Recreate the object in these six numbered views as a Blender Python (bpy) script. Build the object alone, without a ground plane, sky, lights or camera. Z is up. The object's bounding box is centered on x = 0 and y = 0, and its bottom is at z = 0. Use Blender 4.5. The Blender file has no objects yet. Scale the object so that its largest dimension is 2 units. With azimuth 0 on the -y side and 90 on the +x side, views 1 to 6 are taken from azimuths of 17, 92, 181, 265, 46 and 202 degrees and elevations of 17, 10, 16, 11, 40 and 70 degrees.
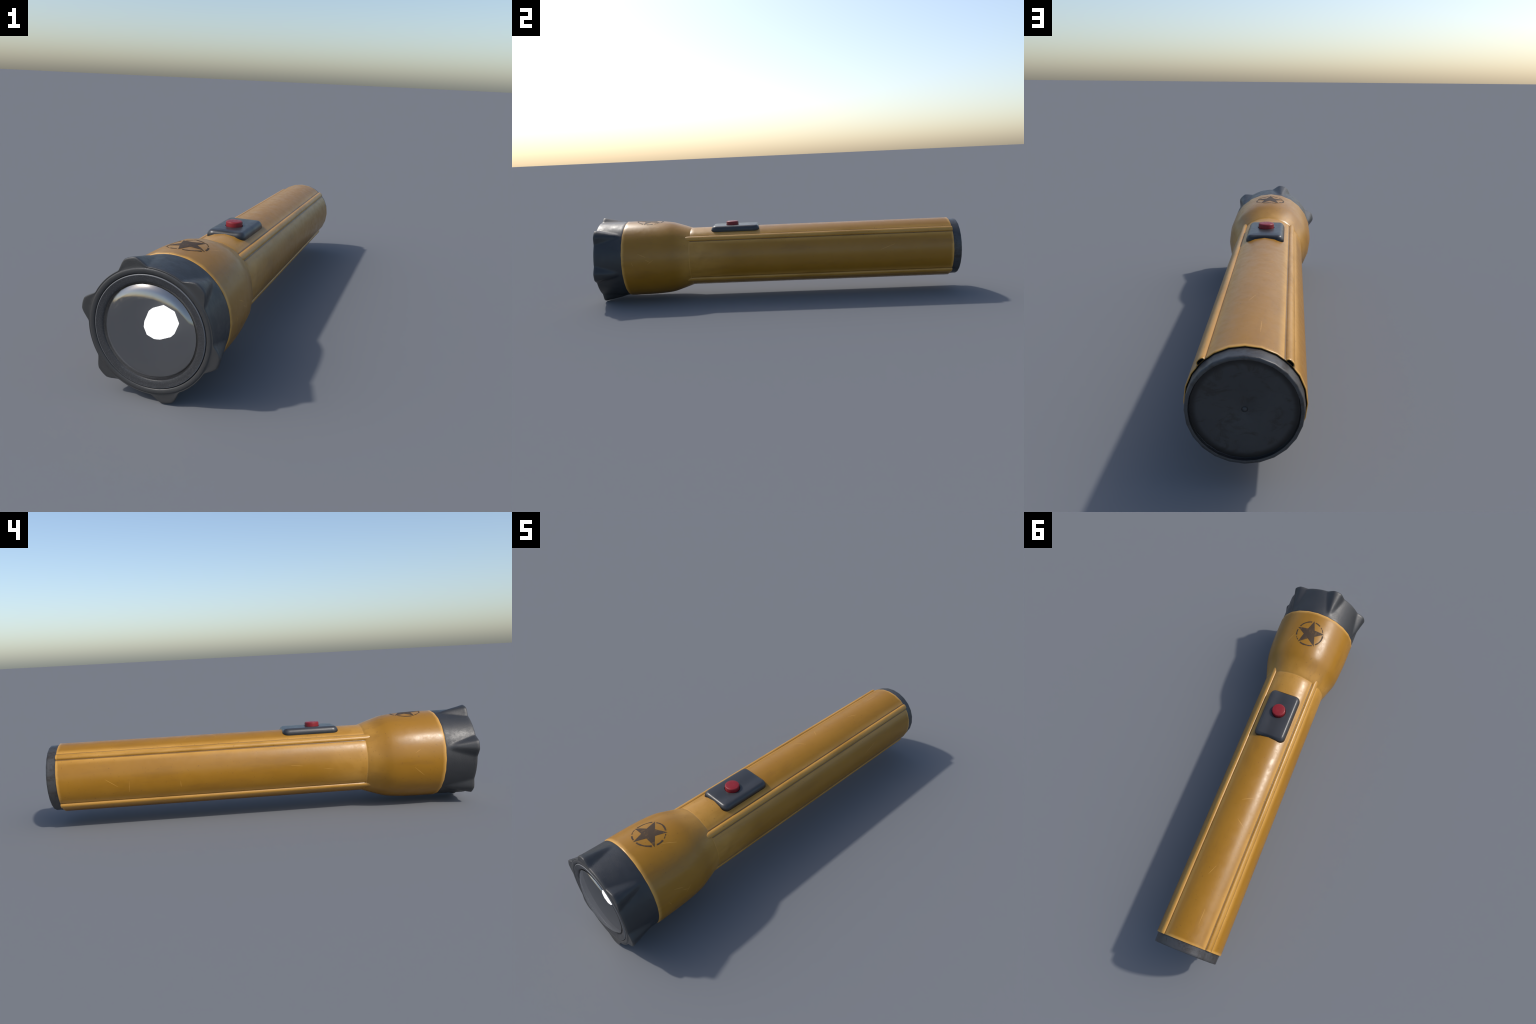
"""A yellow hand torch lying along the y axis: lens at -y, tail cap at +y.

All parts are modelled around the torch axis (local x, y, z with the axis at
x = z = 0) and lifted by AXIS_Z, so that the lowest grip lug rests on z = 0.
Angles are measured round the axis from +z (top) towards +x.
"""
import bpy
import bmesh
from math import sin, cos, pi, radians, atan2, hypot, sqrt, exp
from mathutils import Vector
from mathutils.bvhtree import BVHTree

SIDES = 24                 # the moulded shell is a 24-sided round
STEP = 2 * pi / SIDES
AXIS_Z = 0.2302            # height of the torch axis over the ground

# stations along the axis
Y_TAIL, Y_TUBE_END, Y_NECK = 1.0, 0.957, -0.4625
Y_SEAM, Y_FACE, Y_DOME = -0.822, -0.972, -1.0
R_TUBE, R_HEAD, R_CAP = 0.1602, 0.2085, 0.1522
RIB_ANGLES = [45, 135, 225, 315]
LUG_ANGLES = [45 + 60 * k for k in range(6)]


# ------------------------------------------------------------------ helpers
def polar(r, a, y):
    return (r * sin(a), y, r * cos(a))


def facet(a):
    """Radius factor of the 24-sided polygon at angle a (1 at its corners)."""
    m = a % STEP
    return cos(STEP / 2) / cos(m - STEP / 2)


def smoothstep(a, b, x):
    t = min(1.0, max(0.0, (x - a) / (b - a)))
    return t * t * (3 - 2 * t)


def finish(name, bm, material, parent=None, smooth=35.0, props=None):
    bmesh.ops.remove_doubles(bm, verts=bm.verts, dist=1e-6)
    bmesh.ops.recalc_face_normals(bm, faces=bm.faces)
    me = bpy.data.meshes.new(name)
    bm.to_mesh(me)
    bm.free()
    me.materials.append(material)
    for p in me.polygons:
        p.use_smooth = True
    if smooth is not None:
        me.set_sharp_from_angle(angle=radians(smooth))
    ob = bpy.data.objects.new(name, me)
    bpy.context.scene.collection.objects.link(ob)
    if parent is not None:
        ob.parent = parent
    return ob


def loft(bm, rings, close_first=False, close_last=False, cyclic=True):
    """Quads between successive rings of points; a ring of one point is a pole."""
    rows = [[bm.verts.new(p) for p in ring] for ring in rings]
    for a, b in zip(rows, rows[1:]):
        n = max(len(a), len(b))
        for i in range(n if cyclic else n - 1):
            j = (i + 1) % n
            quad = [a[i % len(a)], a[j % len(a)], b[j % len(b)], b[i % len(b)]]
            face = list(dict.fromkeys(quad))
            if len(face) > 2:
                bm.faces.new(face)
    if close_first:
        bm.faces.new(rows[0])
    if close_last:
        bm.faces.new(rows[-1])
    return rows


def lathe(profile, sides=SIDES):
    """Rings for a list of (radius, y); radius 0 becomes a pole."""
    rings = []
    for r, y in profile:
        if r < 1e-6:
            rings.append([(0, y, 0)])
        else:
            rings.append([polar(r, 2 * pi * i / sides, y) for i in range(sides)])
    return rings


# ------------------------------------------------------------------ node kit
class Kit:
    """Short-hand for building a material's node tree."""

    def __init__(self, name):
        self.mat = bpy.data.materials.new(name)
        self.mat.use_nodes = True
        self.t = self.mat.node_tree
        self.t.nodes.clear()
        self.out = self.t.nodes.new("ShaderNodeOutputMaterial")
        self.bsdf = self.t.nodes.new("ShaderNodeBsdfPrincipled")
        self.t.links.new(self.bsdf.outputs[0], self.out.inputs[0])
        self.tc = self.t.nodes.new("ShaderNodeTexCoord")
        self.co = self.tc.outputs["Object"]

    def put(self, socket, v):
        if isinstance(v, bpy.types.NodeSocket):
            self.t.links.new(v, socket)
        elif v is not None:
            if socket.type == "RGBA" and len(v) == 3:
                v = (*v, 1)
            socket.default_value = v

    def m(self, op, a, b=None, c=None, clamp=False):
        n = self.t.nodes.new("ShaderNodeMath")
        n.operation, n.use_clamp = op, clamp
        for s, v in zip(n.inputs, (a, b, c)):
            self.put(s, v)
        return n.outputs[0]

    def v(self, op, a, b=None, scale=None):
        n = self.t.nodes.new("ShaderNodeVectorMath")
        n.operation = op
        self.put(n.inputs[0], a)
        self.put(n.inputs[1], b)
        if scale is not None:
            self.put(n.inputs["Scale"], scale)
        return n.outputs["Value"] if op in ("DOT_PRODUCT", "LENGTH", "DISTANCE") else n.outputs[0]

    def xyz(self, vec):
        n = self.t.nodes.new("ShaderNodeSeparateXYZ")
        self.put(n.inputs[0], vec)
        return n.outputs

    def vec(self, x, y, z):
        n = self.t.nodes.new("ShaderNodeCombineXYZ")
        for s, v in zip(n.inputs, (x, y, z)):
            self.put(s, v)
        return n.outputs[0]

    def ramp(self, x, a, b, lo=0.0, hi=1.0):
        """Smooth step of x from a to b (a may exceed b)."""
        n = self.t.nodes.new("ShaderNodeMapRange")
        n.interpolation_type = "SMOOTHSTEP"
        if a > b:
            a, b, lo, hi = b, a, hi, lo
        for s, v in zip(n.inputs, (x, a, b, lo, hi)):
            self.put(s, v)
        return n.outputs[0]

    def noise(self, scale, detail=4, rough=0.55, vec=None, stretch=None, dist=0.0):
        vec = vec or self.co
        if stretch:
            mp = self.t.nodes.new("ShaderNodeMapping")
            self.put(mp.inputs[0], vec)
            mp.inputs["Scale"].default_value = stretch
            vec = mp.outputs[0]
        n = self.t.nodes.new("ShaderNodeTexNoise")
        self.put(n.inputs["Vector"], vec)
        for k, x in (("Scale", scale), ("Detail", detail), ("Roughness", rough), ("Distortion", dist)):
            n.inputs[k].default_value = x
        return n.outputs[0]

    def mix(self, fac, a, b):
        n = self.t.nodes.new("ShaderNodeMix")
        n.data_type = "RGBA"
        self.put([s for s in n.inputs if s.type == "VALUE"][0], fac)
        cols = [s for s in n.inputs if s.type == "RGBA"]
        self.put(cols[0], a)
        self.put(cols[1], b)
        return [s for s in n.outputs if s.type == "RGBA"][0]

    def bump(self, height, strength, distance=0.002, normal=None):
        n = self.t.nodes.new("ShaderNodeBump")
        n.inputs["Strength"].default_value = strength
        n.inputs["Distance"].default_value = distance
        self.put(n.inputs["Height"], height)
        if normal is not None:
            self.put(n.inputs["Normal"], normal)
        return n.outputs[0]

    def set(self, **kw):
        names = {"color": "Base Color", "rough": "Roughness", "metal": "Metallic", "normal": "Normal",
                 "spec": "Specular IOR Level", "ior": "IOR", "trans": "Transmission Weight",
                 "coat": "Coat Weight", "coat_ior": "Coat IOR", "coat_rough": "Coat Roughness",
                 "emit": "Emission Color", "emit_power": "Emission Strength"}
        for k, x in kw.items():
            self.put(self.bsdf.inputs[names[k]], x)
        return self.mat


# ------------------------------------------------------------------ colours
YELLOW = (0.325, 0.147, 0.0065)
YELLOW_WORN = (0.61, 0.318, 0.064)
YELLOW_DIRTY = (0.17, 0.075, 0.012)
INK = (0.060, 0.037, 0.021)
RUBBER = (0.040, 0.041, 0.043)
RED = (0.225, 0.011, 0.016)

# scratches in the paint: (y, angle) of both ends, radius they lie on
SCRATCHES = [
    ((0.742, -88), (0.688, -102), 0.16), ((0.636, -94), (0.641, -113), 0.16),
    ((0.407, -99), (0.406, -110), 0.16), ((-0.100, -86), (-0.155, -88), 0.16),
    ((-0.253, -94), (-0.300, -97), 0.16), ((-0.672, -98), (-0.721, -110), 0.206),
    ((-0.676, -79), (-0.700, -75), 0.206), ((0.258, 1), (0.231, -17), 0.16),
    ((0.353, -5), (0.381, -20), 0.16), ((0.643, 5), (0.596, -2), 0.16),
    ((0.865, -12), (0.792, -12), 0.16), ((-0.680, 21), (-0.625, 29), 0.206),
    ((-0.694, 84), (-0.667, 88), 0.206), ((0.567, 83), (0.642, 73), 0.16),
    ((-0.767, 88), (-0.757, 94), 0.206), ((-0.732, 75), (-0.685, 81), 0.206),
    ((-0.680, 91), (-0.651, 85), 0.206), ((0.21, 168), (0.28, 160), 0.16),
    ((-0.70, 170), (-0.64, 178), 0.206),
]


def yellow_paint(name, edges=(), neck=False, ribs=False, crest=False):
    """Worn yellow lacquer. edges: y stations whose rims are rubbed pale."""
    k = Kit(name)
    x, y, z = k.xyz(k.co)
    ang = k.m("ARCTAN2", x, z)
    fine = k.noise(70, 5, 0.65)
    mottle = k.noise(9, 5, 0.6, dist=0.4)
    streak = k.noise(16, 5, 0.62, stretch=(1, 0.22, 1))
    # slow, faint change of the lacquer itself
    col = k.mix(k.ramp(mottle, 0.35, 0.7, 0.0, 0.45), YELLOW, (0.365, 0.170, 0.011))
    worn = None

    def add(mask):
        nonlocal worn
        worn = mask if worn is None else k.m("MAXIMUM", worn, mask)

    for ye, width in edges:
        d = k.m("ABSOLUTE", k.m("SUBTRACT", y, ye))
        d = k.m("ADD", d, k.m("MULTIPLY", k.m("SUBTRACT", streak, 0.5), 0.010))
        add(k.ramp(d, width, 0.0, 0.0, 0.95))
    if ribs:
        fold = k.m("PINGPONG", ang, pi / 4)
        d = k.m("SUBTRACT", pi / 4, fold)                 # angle from the nearest rib
        soft = k.m("MULTIPLY", k.ramp(d, 0.30, 0.10), k.ramp(streak, 0.25, 0.60, 0.45, 1.0))
        add(k.m("MULTIPLY", soft, k.ramp(y, -0.475, -0.455, 0.0, 0.85)))
    if neck:
        line = k.ramp(k.m("ABSOLUTE", k.m("SUBTRACT", y, Y_NECK)), 0.0045, 0.001, 0.0, 0.75)  # highlight on the neck crease, tinted into the paint
        add(line)
        dust = k.m("MULTIPLY", k.ramp(y, -0.56, -0.47), k.ramp(y, -0.20, -0.44))
        dust = k.m("MULTIPLY", dust, k.ramp(mottle, 0.25, 0.70, 0.45, 1.0))
        add(k.m("MULTIPLY", dust, 0.52))
    if crest:
        add(k.ramp(streak, 0.3, 0.65, 0.25, 0.75))
    # individual scratches
    near = None
    for (ya, aa), (yb, ab), r in SCRATCHES:
        if not any((yy[0] < -0.47) == (ya < -0.47) for yy in edges):
            continue
        arc = k.vec(y, k.m("MULTIPLY", ang, r), 0.0)
        a, b = Vector((ya, radians(aa) * r, 0)), Vector((yb, radians(ab) * r, 0))
        ba = b - a
        pa = k.v("SUBTRACT", arc, tuple(a))
        h = k.m("MULTIPLY", k.v("DOT_PRODUCT", pa, tuple(ba)), 1 / ba.length_squared, clamp=True)
        off = k.v("SCALE", tuple(ba), None, h)
        dist = k.v("LENGTH", k.v("SUBTRACT", pa, off))
        taper = k.m("MULTIPLY", k.m("ABSOLUTE", k.m("SUBTRACT", h, 0.5)), 0.0016)
        dist = k.m("ADD", dist, taper)
        near = dist if near is None else k.m("MINIMUM", near, dist)
    if near is not None:
        near = k.m("ADD", near, k.m("MULTIPLY", k.m("SUBTRACT", fine, 0.5), 0.0016))
        scratch = k.ramp(near, 0.0019, 0.0007, 0.0, 0.55)
        add(scratch)
    if worn is not None:
        col = k.mix(worn, col, YELLOW_WORN)
    # fine dark specks and grime smears
    speck = k.ramp(k.noise(120, 2, 0.5), 0.675, 0.74, 0.0, 0.55)
    grime = k.m("MULTIPLY", k.ramp(streak, 0.50, 0.70), 0.22)
    col = k.mix(k.m("MAXIMUM", speck, grime), col, YELLOW_DIRTY)
    if ribs:
        # dark brown bands along the grooves beside the ribs, and at their front ends
        groove = k.ramp(k.m("ABSOLUTE", k.m("SUBTRACT", d, radians(5.9))), 0.031, 0.010, 0.0, 0.72)
        groove = k.m("MULTIPLY", groove, k.ramp(y, -0.475, -0.462))
        col = k.mix(groove, col, (0.085, 0.046, 0.017))
    rough = k.ramp(k.noise(28, 6, 0.7), 0.3, 0.75, 0.29, 0.42)
    bump = k.bump(fine, 0.10, 0.0016)
    return k.set(color=col, rough=rough, normal=bump, spec=0.5)


def black_plastic(name, base=RUBBER, rough=(0.40, 0.55), grain=220, bumpy=0.25, extra=None):
    k = Kit(name)
    dusty = k.noise(7, 6, 0.65, dist=0.6)
    grainy = k.noise(grain, 3, 0.6)
    col = k.mix(k.ramp(dusty, 0.42, 0.72, 0.0, 0.5), base, tuple(c * 1.35 for c in base))
    col = k.mix(k.ramp(k.noise(45, 3, 0.6), 0.62, 0.75, 0.0, 0.35), col, tuple(c * 0.6 for c in base))
    if extra:
        col = extra(k, col)
    r = k.ramp(k.noise(30, 5, 0.7), 0.3, 0.7, *rough)
    return k.set(color=col, rough=r, normal=k.bump(grainy, bumpy, 0.0012), spec=0.5)


def painted_ring_shade(lines):
    """Brown smears, and occlusion shade coloured in at given radii on a face across the axis: (radius, half width, amount)."""
    def f(k, col):
        x, y, z = k.xyz(k.co)
        smear = k.ramp(k.noise(15, 5, 0.7, stretch=(1, 1, 1.7), dist=0.8), 0.48, 0.64, 0.0, 0.75)
        col = k.mix(smear, col, (0.028, 0.021, 0.015))
        r = k.v("LENGTH", k.vec(x, 0.0, z))
        col = k.mix(k.ramp(r, 0.1425, 0.1410), col, k.mix(0.35, col, (0.012, 0.014, 0.017)))
        for rr, w, amount in lines:
            d = k.m("ABSOLUTE", k.m("SUBTRACT", k.m("MINIMUM", r, 0.2), rr))
            d = k.m("ADD", d, k.ramp(r, 0.1413, 0.1420))     # no darkening on the outer rim
            col = k.mix(k.ramp(d, w, w * 0.2, 0.0, amount), col, (0.004, 0.004, 0.0045))
        return col
    return f


# ------------------------------------------------------------------ materials
paint_barrel = yellow_paint("yellow_paint_barrel", edges=((Y_TUBE_END, 0.016),), neck=True, ribs=True)
paint_head = yellow_paint("yellow_paint_head", edges=((Y_SEAM, 0.020),), neck=True)
paint_rib = yellow_paint("yellow_paint_rib", edges=((Y_TUBE_END, 0.012),), crest=True)


def bezel_extra(k, col):
    x, y, z = k.xyz(k.co)
    # rubbed, slightly dusty front edges
    front = k.ramp(y, -0.955, -0.970)
    return k.mix(k.m("MULTIPLY", front, 0.40), col, (0.070, 0.067, 0.063))


rubber = black_plastic("black_rubber", (0.030, 0.031, 0.033), (0.36, 0.50), 260, 0.4, bezel_extra)


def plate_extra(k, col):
    """Contact shadow painted black where the plate meets the barrel."""
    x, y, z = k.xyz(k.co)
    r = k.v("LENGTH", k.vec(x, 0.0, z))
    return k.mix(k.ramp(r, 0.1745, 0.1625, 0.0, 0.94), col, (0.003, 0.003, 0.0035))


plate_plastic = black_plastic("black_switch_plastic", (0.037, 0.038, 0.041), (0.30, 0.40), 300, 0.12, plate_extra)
cap_plastic = black_plastic("black_cap_plastic", (0.050, 0.050, 0.051), (0.36, 0.50), 240, 0.3,
                            painted_ring_shade([(0.1385, 0.020, 0.93), (0.0072, 0.0024, 0.85)]))


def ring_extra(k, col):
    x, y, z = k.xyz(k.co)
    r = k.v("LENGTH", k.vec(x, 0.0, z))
    bright = k.ramp(k.m("ABSOLUTE", k.m("SUBTRACT", r, 0.1822)), 0.0022, 0.0006, 0.0, 0.8)  # edge glint drawn as a lighter line in the ring's colour
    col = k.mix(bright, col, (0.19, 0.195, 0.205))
    rub = k.m("MULTIPLY", k.ramp(k.noise(300, 2, 0.7), 0.5, 0.7), 0.5)
    return k.mix(rub, col, (0.11, 0.11, 0.115))


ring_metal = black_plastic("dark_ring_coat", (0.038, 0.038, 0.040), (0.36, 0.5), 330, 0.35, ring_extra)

k = Kit("red_button_plastic")
scuff = k.m("MULTIPLY", k.ramp(k.noise(60, 4, 0.7), 0.55, 0.75), 0.35)
red_plastic = k.set(color=k.mix(scuff, RED, (0.34, 0.045, 0.052)), rough=k.ramp(k.noise(90, 3), 0.3, 0.7, 0.32, 0.48),
                    spec=0.35, normal=k.bump(k.noise(260, 3), 0.2, 0.001))

k = Kit("star_ink")
scr = k.noise(30, 6, 0.75, stretch=(1.6, 0.5, 1))
gap = k.ramp(k.noise(95, 4, 0.7, stretch=(1, 0.6, 1)), 0.60, 0.68)
worn = k.m("MAXIMUM", k.m("MULTIPLY", gap, 0.45), k.ramp(scr, 0.52, 0.75, 0.0, 0.6))
ink = k.set(color=k.mix(worn, INK, (0.24, 0.125, 0.030)), rough=0.6, spec=0.25, normal=k.bump(k.noise(70, 5, 0.65), 0.1, 0.0016))

k = Kit("dark_reflector")
reflector_mat = k.set(color=(0.02, 0.02, 0.021), rough=0.6, spec=0.2)

k = Kit("lit_bulb")
bulb_mat = k.set(color=(0.9, 0.9, 0.9), rough=0.5, emit=(1, 1, 1), emit_power=2.2)
bulb_mat.cycles.emission_sampling = "NONE"

k = Kit("lens_glass")
x, y, z = k.xyz(k.co)
rad = k.v("LENGTH", k.vec(x, 0.0, z))
smear = k.noise(20, 6, 0.7, vec=k.vec(k.m("MULTIPLY", rad, 3.0), x, z), dist=0.8)
smear = k.m("ADD", smear, k.ramp(x, 0.02, -0.14, 0.0, 0.14))
lens_mat = k.set(color=(1, 1, 1), rough=0.0, ior=1.01, trans=1.0, spec=0.5,
                 coat=1.0, coat_ior=3.1, coat_rough=k.ramp(smear, 0.35, 0.80, 0.05, 0.26),
                 normal=k.bump(k.noise(26, 4, 0.6), 0.06, 0.002))
k = Kit("lens_glass_inside")
lens_in_mat = k.set(color=(1, 1, 1), rough=0.0, ior=1.01, trans=1.0)

# ------------------------------------------------------------------ the torch
torch = bpy.data.objects.new("flashlight", None)
torch.empty_display_size = 0.2
bpy.context.scene.collection.objects.link(torch)
torch["label"] = "worn yellow flashlight with black lugged bezel and red button"
torch["category"] = "flashlight"


def place(ob):
    """Children of the torch carry the axis height; sub-parts inherit it."""
    ob.location = (0, 0, AXIS_Z)
    return ob


# --- barrel: 24-sided tube with a groove on both sides of each rib
def barrel_angles():
    out = [(15.0 * i, 0.0) for i in range(SIDES)]
    out += [(c + off, 0.0) for c in RIB_ANGLES for off in (-4.4, 4.4)]
    for c in RIB_ANGLES:
        for s in (-1, 1):
            for off, dep in ((5.0, 0.0006), (5.9, 0.0011), (7.0, 0.0005), (8.2, 0.0)):
                out.append((c + s * off, dep))
    out = [(a % 360, dep) for a, dep in out]
    return sorted(out)


def barrel_ring(y, shrink=0.0, r=R_TUBE, groove=1.0):
    ring = []
    for a, dep in barrel_angles():
        under_rib = min(abs(a - c) for c in RIB_ANGLES) < 4.5
        ring.append(polar((r - shrink) * facet(radians(a)) - dep * groove, radians(a), min(y, 0.930) if under_rib else y))
    return ring


bm = bmesh.new()
stations = [(Y_NECK - 0.012, 0.004, 1), (Y_NECK, 0.0, 1), (-0.44, 0.0, 1)]
stations += [(-0.30 + 0.2 * i, 0.0, 1) for i in range(6)]
stations += [(Y_TUBE_END - 0.012, 0.0, 1), (Y_TUBE_END - 0.004, 0.0, 0.6), (Y_TUBE_END - 0.0012, 0.0004, 0.3),
             (Y_TUBE_END, 0.0012, 0.0), (Y_TUBE_END, 0.0030, 0.0), (Y_TUBE_END - 0.0015, 0.0038, 0.0),
             (Y_TUBE_END - 0.022, 0.0045, 0.0)]
loft(bm, [barrel_ring(y, s, groove=g) for y, s, g in stations])
barrel = place(finish("barrel", bm, paint_barrel, torch, smooth=50))

# --- four raised ribs that run from the tail on to the flare of the head
RIB_SECTION = [(-5.3, -0.006), (-5.15, 0.0012), (-4.5, 0.0046), (-3.5, 0.0072), (-2.0, 0.0086), (0.0, 0.0090),
               (2.0, 0.0086), (3.5, 0.0072), (4.5, 0.0046), (5.15, 0.0012), (5.3, -0.006)]


def rib_ring(centre, y, width=1.0, height=1.0, foot=1.0):
    ring = []
    for off, h in RIB_SECTION:
        a = radians(centre + off * width)
        ring.append(polar(R_TUBE * 0.994 + (h * height if h > 0 else h * foot), a, y))
    return ring


rib_mesh = None
for c in RIB_ANGLES:
    bm = bmesh.new()
    rows = [rib_ring(c, -0.500, 0.12, 1.0), rib_ring(c, -0.490, 0.55), rib_ring(c, -0.478, 0.9), rib_ring(c, -0.465)]
    rows += [rib_ring(c, -0.30 + 0.2 * i) for i in range(6)]
    rows += [rib_ring(c, 0.940), rib_ring(c, 0.9520, 0.99, 0.98, 0.45), rib_ring(c, 0.9555, 0.96, 0.93, 0.40),
             rib_ring(c, 0.9570, 0.91, 0.85, 0.40)]
    rows += [rib_ring(c, 0.9570, 0.78, 0.66, 0.40), rib_ring(c, 0.9560, 0.76, 0.64, 0.40), rib_ring(c, 0.9350, 0.74, 0.60, 0.40)]
    loft(bm, rows, True, True)
    rib = finish("rib", bm, paint_rib, barrel, smooth=50)
    rib.data.materials.append(cap_plastic)          # black faces give the hollow end its shadow
    for p in rib.data.polygons:
        lowest = min(rib.data.vertices[i].co.y for i in p.vertices)
        if p.center.y > 0.934 and lowest < 0.9352 and p.center.y < 0.950 and hypot(p.center.x, p.center.z) < R_TUBE + 0.0062:
            p.material_index = 1

# --- head housing: flared bell between the neck and the bezel
HEAD_PROFILE = [(0.1560, -0.4600), (0.1598, -0.4612), (0.1608, Y_NECK), (0.1650, -0.474), (0.1785, -0.514), (0.1890, -0.546),
                (0.1945, -0.564), (0.1980, -0.580), (0.2015, -0.606), (0.2045, -0.640), (0.2065, -0.675),
                (0.2078, -0.715), (0.2084, -0.760), (R_HEAD, -0.800), (R_HEAD, -0.8160), (0.2079, -0.8200),
                (0.2060, Y_SEAM), (0.1980, Y_SEAM), (0.1960, -0.81)]
bm = bmesh.new()
loft(bm, lathe(HEAD_PROFILE))
head_copy = bm.copy()
bmesh.ops.recalc_face_normals(head_copy, faces=head_copy.faces)
head_tree = BVHTree.FromBMesh(head_copy)
head = place(finish("head_housing", bm, paint_head, torch, smooth=50))


# --- stencilled star in a broken ring on top of the head
STAR_Y, STAR_R, STAR_INNER = -0.691, 0.0765, 0.0310
RING_OUT, RING_IN = 0.0733, 0.0664


def on_head(u, w, lift=0.0006):
    """A point of the flat stencil (u across in arc length, w along -y) laid on the head."""
    y = STAR_Y - w
    a = u / 0.2065
    d = Vector((sin(a), 0, cos(a)))
    hit, normal, _, _ = head_tree.ray_cast(Vector((d.x * 0.4, y, d.z * 0.4)), -d)
    return hit + d * lift


def stencil(name, outline_grid, material):
    bm = bmesh.new()
    for rows in outline_grid:
        vs = [[bm.verts.new(on_head(u, w)) for u, w in row] for row in rows]
        for a, b in zip(vs, vs[1:]):
            for i in range(len(a) - 1):
                f = list(dict.fromkeys([a[i], a[i + 1], b[i + 1], b[i]]))
                bm.faces.new(f)
    bmesh.ops.remove_doubles(bm, verts=bm.verts, dist=2e-5)
    for f in bm.faces:
        f.normal_update()
        if f.normal.dot(f.calc_center_median()) < 0:
            f.normal_flip()
    # a skin of ink with real thickness, sunk into the paint
    geom = bmesh.ops.extrude_face_region(bm, geom=bm.faces[:])
    low = [e for e in geom["geom"] if isinstance(e, bmesh.types.BMVert)]
    for v in low:
        r = hypot(v.co.x, v.co.z)
        v.co.x *= (r - 0.0016) / r
        v.co.z *= (r - 0.0016) / r
    ob = finish(name, bm, material, head, smooth=None)
    ob.data.normals_split_custom_set_from_vertices(
        [Vector((v.co.x, -0.004, v.co.z)).normalized() for v in ob.data.vertices])
    return ob


def star_grid():
    """Ten kite halves, each a fan of strips from the centre to the rim."""
    grids, n = [], 8
    for i in range(10):
        ra, rb = (STAR_R, STAR_INNER) if i % 2 == 0 else (STAR_INNER, STAR_R)
        a0, a1 = i * pi / 5, (i + 1) * pi / 5
        pa = (ra * sin(a0), ra * cos(a0))
        pb = (rb * sin(a1), rb * cos(a1))
        rows = []
        for s in range(n + 1):
            t = s / n
            q0 = (pa[0] * t, pa[1] * t)
            q1 = (pb[0] * t, pb[1] * t)
            rows.append([(q0[0] + (q1[0] - q0[0]) * j / n, q0[1] + (q1[1] - q0[1]) * j / n) for j in range(n + 1)])
        grids.append(rows)
    return grids


# pieces of the ring: (from, to) in degrees from the front tip, and how thin it is worn
RING_PIECES = [(7, 31, 1.0), (39, 48, 0.45), (50, 65, 0.6), (79, 136, 1.0), (151, 171, 1.0), (172.5, 208, 1.0),
               (223, 231, 0.6), (234, 243, 0.45), (251, 278, 0.95), (296, 351, 1.0)]
RING_PIECES = [(-b, -a, w) for a, b, w in RING_PIECES]


def ring_grid():
    grids = []
    for a0, a1, w in RING_PIECES:
        n = max(3, int((a1 - a0) / 3))
        mid = (RING_OUT + RING_IN) / 2
        half = (RING_OUT - RING_IN) / 2 * w
        rows = []
        for i in range(n + 1):
            a = radians(a0 + (a1 - a0) * i / n)
            wob = half * (1 + 0.12 * sin(7 * a) + 0.1 * sin(17 * a + 1))
            rows.append([((mid + wob * s) * sin(a), (mid + wob * s) * cos(a)) for s in (-1, 0, 1)])
        grids.append(rows)
    return grids


stencil("star_emblem", star_grid(), ink)
stencil("ring_emblem", ring_grid(), ink)


# --- bezel: rubber ring whose six lugs swell from the seam to the front
def lug_shape(a_deg, s):
    """Height 0..1 of the nearest lug at angle a_deg; s = 0 at the seam, 1 at the front."""
    d = min(abs((a_deg - c + 180) % 360 - 180) for c in LUG_ANGLES)
    half = 3.0 + 11.0 * s
    flat = 4.6 * s
    if d <= flat:
        return 1.0 - 0.05 * (d / max(flat, 1e-6)) ** 2
    if d >= half:
        return 0.0
    t = (d - flat) / (half - flat)
    return 0.95 * (0.72 * (1 - t) + 0.28 * (0.5 + 0.5 * cos(pi * t)))


LUG_H = 0.0285
BEZEL_SIDES = 240


def bezel_ring(r, y, lug=0.0, s=1.0):
    ring = []
    for i in range(BEZEL_SIDES):
        a = 2 * pi * i / BEZEL_SIDES
        rr = r * 0.997 + LUG_H * lug * lug_shape(360.0 * i / BEZEL_SIDES, s)
        ring.append(polar(rr, a, y))
    return ring


rings = [bezel_ring(0.1950, -0.8170), bezel_ring(0.2035, -0.8195), bezel_ring(0.2055, -0.8215)]
N_SIDE = 14
for i in range(N_SIDE + 1):
    s = i / N_SIDE
    y = -0.8235 + (-0.9645 + 0.8235) * s
    base = 0.2062 + 0.0018 * s
    grow = smoothstep(-0.05, 0.35, s) * s
    rings.append(bezel_ring(base, y, grow, s))
# rounded front edge, then the face: lugs stand a little behind the flat rim bead
rings += [bezel_ring(0.2077, -0.9680, 0.99), bezel_ring(0.2069, -0.9700, 0.95), bezel_ring(0.2056, -0.9706, 0.86),
          bezel_ring(0.2045, -0.9702, 0.60), bezel_ring(0.2036, -0.9698, 0.30), bezel_ring(0.2027, -0.9700, 0.06)]
rings += [bezel_ring(r, y) for r, y in ((0.2018, -0.9708), (0.2006, -0.9717), (0.1985, -0.9723), (0.1935, -0.9725),
                                        (0.1890, -0.9714), (0.1868, -0.9702), (0.1858, -0.9680), (0.1854, -0.9400))]
bm = bmesh.new()
loft(bm, rings)
bezel = place(finish("bezel", bm, rubber, torch, smooth=60))

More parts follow.
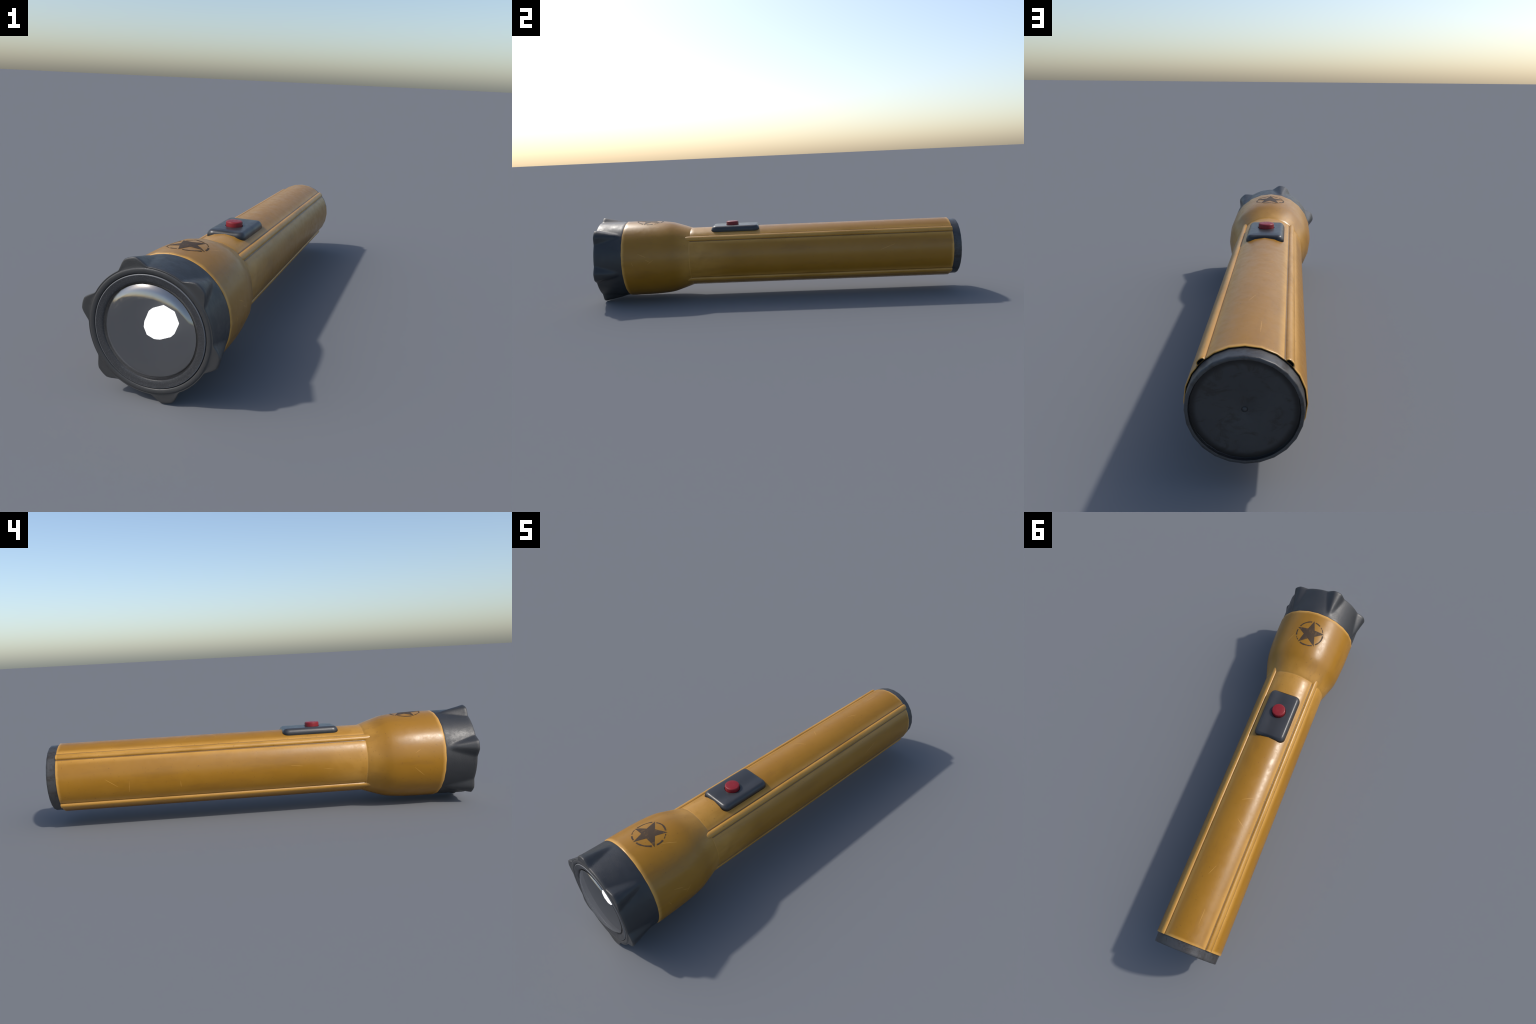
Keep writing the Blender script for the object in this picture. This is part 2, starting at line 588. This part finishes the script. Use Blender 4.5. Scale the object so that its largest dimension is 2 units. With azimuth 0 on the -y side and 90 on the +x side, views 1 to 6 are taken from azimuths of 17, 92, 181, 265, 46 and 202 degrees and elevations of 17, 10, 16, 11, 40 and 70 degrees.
# --- retaining ring inside the bezel
RING_PROFILE = [(0.1840, -0.945), (0.1838, -0.9680), (0.1831, -0.9706), (0.1815, -0.9718), (0.1790, -0.9716),
                (0.1765, -0.9708), (0.1700, -0.9704), (0.1640, -0.9692), (0.1608, -0.9682), (0.1586, -0.9672),
                (0.1574, -0.9655), (0.1568, -0.9620), (0.1556, -0.9560), (0.1532, -0.880)]
bm = bmesh.new()
loft(bm, lathe(RING_PROFILE, 72))
place(finish("retaining_ring", bm, ring_metal, torch, smooth=50))

# --- domed lens with real thickness; its sheen is flat in the middle and rolls over at the edge
LENS_R, LENS_EDGE, DOME_H = 0.1522, -0.9675, -0.9675 - Y_DOME


def dome(q):
    return Y_DOME + DOME_H * q ** 3


profile = [(LENS_R * i / 16, dome(i / 16)) for i in range(17)]
profile += [(LENS_R, LENS_EDGE + 0.004)]
profile += [(LENS_R * i / 16 * 0.997, dome(i / 16) + 0.0045) for i in range(15, -1, -1)]
bm = bmesh.new()
loft(bm, lathe(profile, 48))
lens = place(finish("lens", bm, lens_mat, torch, smooth=None))
normals = []
for v in lens.data.vertices:
    r = hypot(v.co.x, v.co.z)
    q = r / LENS_R
    side = 1 if v.co.y < dome(q) + 0.002 else -1
    slope = 0.50 * q ** 3.5 + 0.50 * smoothstep(0.87, 1.0, q)
    n = Vector((slope * v.co.x / max(r, 1e-6), -1, slope * v.co.z / max(r, 1e-6)))
    normals.append(n.normalized() * side)
lens.data.materials.append(lens_in_mat)
for p in lens.data.polygons:
    q = hypot(p.center.x, p.center.z) / LENS_R
    if p.center.y > dome(q) + 0.002:
        p.material_index = 1
lens.data.normals_split_custom_set_from_vertices(normals)

# --- reflector cup and bulb behind the lens
bm = bmesh.new()
loft(bm, lathe([(0.1545, -0.950), (0.146, -0.925), (0.125, -0.900), (0.095, -0.882), (0.060, -0.872), (0.0, -0.868)], 48))
reflector = place(finish("reflector", bm, reflector_mat, torch, smooth=60))
bm = bmesh.new()
loft(bm, lathe([(0.0530, -0.868), (0.0530, -0.898), (0.0345, -0.9365), (0.0, -0.9415)], 8))
finish("bulb", bm, bulb_mat, reflector, smooth=60)

# --- tail cap: short black plug with a shallow dished end and a centre nub
CAP_PROFILE = [(0.1450, 0.930), (0.1545, 0.9450), (0.1540, 0.960), (0.1524, 0.975), (R_CAP, 0.990), (R_CAP, 0.9955),
               (0.1512, 0.9985), (0.1495, Y_TAIL), (0.1436, Y_TAIL), (0.1420, 0.9996), (0.1413, 0.9982),
               (0.1408, 0.9915), (0.1396, 0.9899), (0.1300, 0.9896), (0.0095, 0.9896), (0.0074, 0.9885),
               (0.0056, 0.9896), (0.0038, 0.9912), (0.0, 0.9918)]
bm = bmesh.new()
loft(bm, lathe(CAP_PROFILE))
place(finish("tail_cap", bm, cap_plastic, torch, smooth=45))

# --- switch plate: flat-topped rounded slab that saddles the barrel
PLATE_Y0, PLATE_Y1, PLATE_HALF = -0.348, -0.081, 0.0795
PLATE_TOP = 0.400 - AXIS_Z


def rounded_rect(half_x, half_y, r, n=6):
    pts = []
    for cx, cy, start in ((1, 1, 0), (-1, 1, 90), (-1, -1, 180), (1, -1, 270)):
        for i in range(n + 1):
            a = radians(start + 90 * i / n)
            pts.append((cx * (half_x - r) + r * cos(a), cy * (half_y - r) + r * sin(a)))
    out = []
    m = len(pts)                       # subdivide the straight sides
    for i, p in enumerate(pts):
        q = pts[(i + 1) % m]
        out.append(p)
        length = hypot(q[0] - p[0], q[1] - p[1])
        cuts = int(length / 0.016)
        for c in range(1, cuts):
            out.append((p[0] + (q[0] - p[0]) * c / cuts, p[1] + (q[1] - p[1]) * c / cuts))
    return out


PLATE_CY, PLATE_HY = (PLATE_Y0 + PLATE_Y1) / 2, (PLATE_Y1 - PLATE_Y0) / 2


def same_count(ring, n):
    """Resample a closed ring of points to n points, evenly along its length."""
    pts = [Vector(p) for p in ring]
    pts.append(pts[0])
    lens = [0.0]
    for a, b in zip(pts, pts[1:]):
        lens.append(lens[-1] + (b - a).length)
    out, j = [], 0
    for i in range(n):
        t = lens[-1] * i / n
        while lens[j + 1] < t:
            j += 1
        f = (t - lens[j]) / (lens[j + 1] - lens[j])
        out.append(tuple(pts[j].lerp(pts[j + 1], f)))
    return out


N_PLATE = 120
HOLE_R, BUTTON_R, BUTTON_Y = 0.0362, 0.0338, -0.2325
sections = []
for inset, drop in ((0.0, None), (0.0, 0.0235), (0.0010, 0.0180), (0.0030, 0.0125), (0.0060, 0.0076), (0.0098, 0.0036),
                    (0.0142, 0.0011), (0.0190, 0.0)):
    ring = []
    for x, y in rounded_rect(PLATE_HALF - inset, PLATE_HY - inset, max(0.010, 0.027 - inset), 8):
        base = sqrt(max(0.0, (R_TUBE * 0.985) ** 2 - x * x)) - 0.003
        z = base if drop is None else PLATE_TOP - drop
        # the shoulder never sinks under the saddle line in the middle of the slab
        ring.append((x, PLATE_CY + y, z))
    sections.append(same_count(ring, N_PLATE))
# the hole for the button, its points matched by direction to the outline
hole, floor = [], []
for px, py, _ in sections[-1]:
    a = atan2(py - BUTTON_Y, px)
    hole.append((HOLE_R * cos(a), BUTTON_Y + HOLE_R * sin(a), PLATE_TOP))
    floor.append((HOLE_R * cos(a), BUTTON_Y + HOLE_R * sin(a), PLATE_TOP - 0.012))
mid = [tuple(Vector(a).lerp(Vector(b), 0.5)) for a, b in zip(sections[-1], hole)]
bm = bmesh.new()
loft(bm, sections + [mid, hole, floor], close_last=True)
plate = place(finish("switch_plate", bm, plate_plastic, torch, smooth=40))

# --- push button
bm = bmesh.new()
prof = [(BUTTON_R, -0.012), (BUTTON_R, 0.0140), (BUTTON_R - 0.0008, 0.0168), (BUTTON_R - 0.0026, 0.0186),
        (BUTTON_R - 0.0050, 0.0193), (0.014, 0.0196), (0.0, 0.0197)]
rings = []
for r, h in prof:
    if r == 0:
        rings.append([(0, BUTTON_Y, PLATE_TOP + h)])
    else:
        rings.append([(r * cos(2 * pi * i / 20), BUTTON_Y + r * sin(2 * pi * i / 20), PLATE_TOP + h) for i in range(20)])
loft(bm, rings, close_first=True)
finish("push_button", bm, red_plastic, plate, smooth=40)
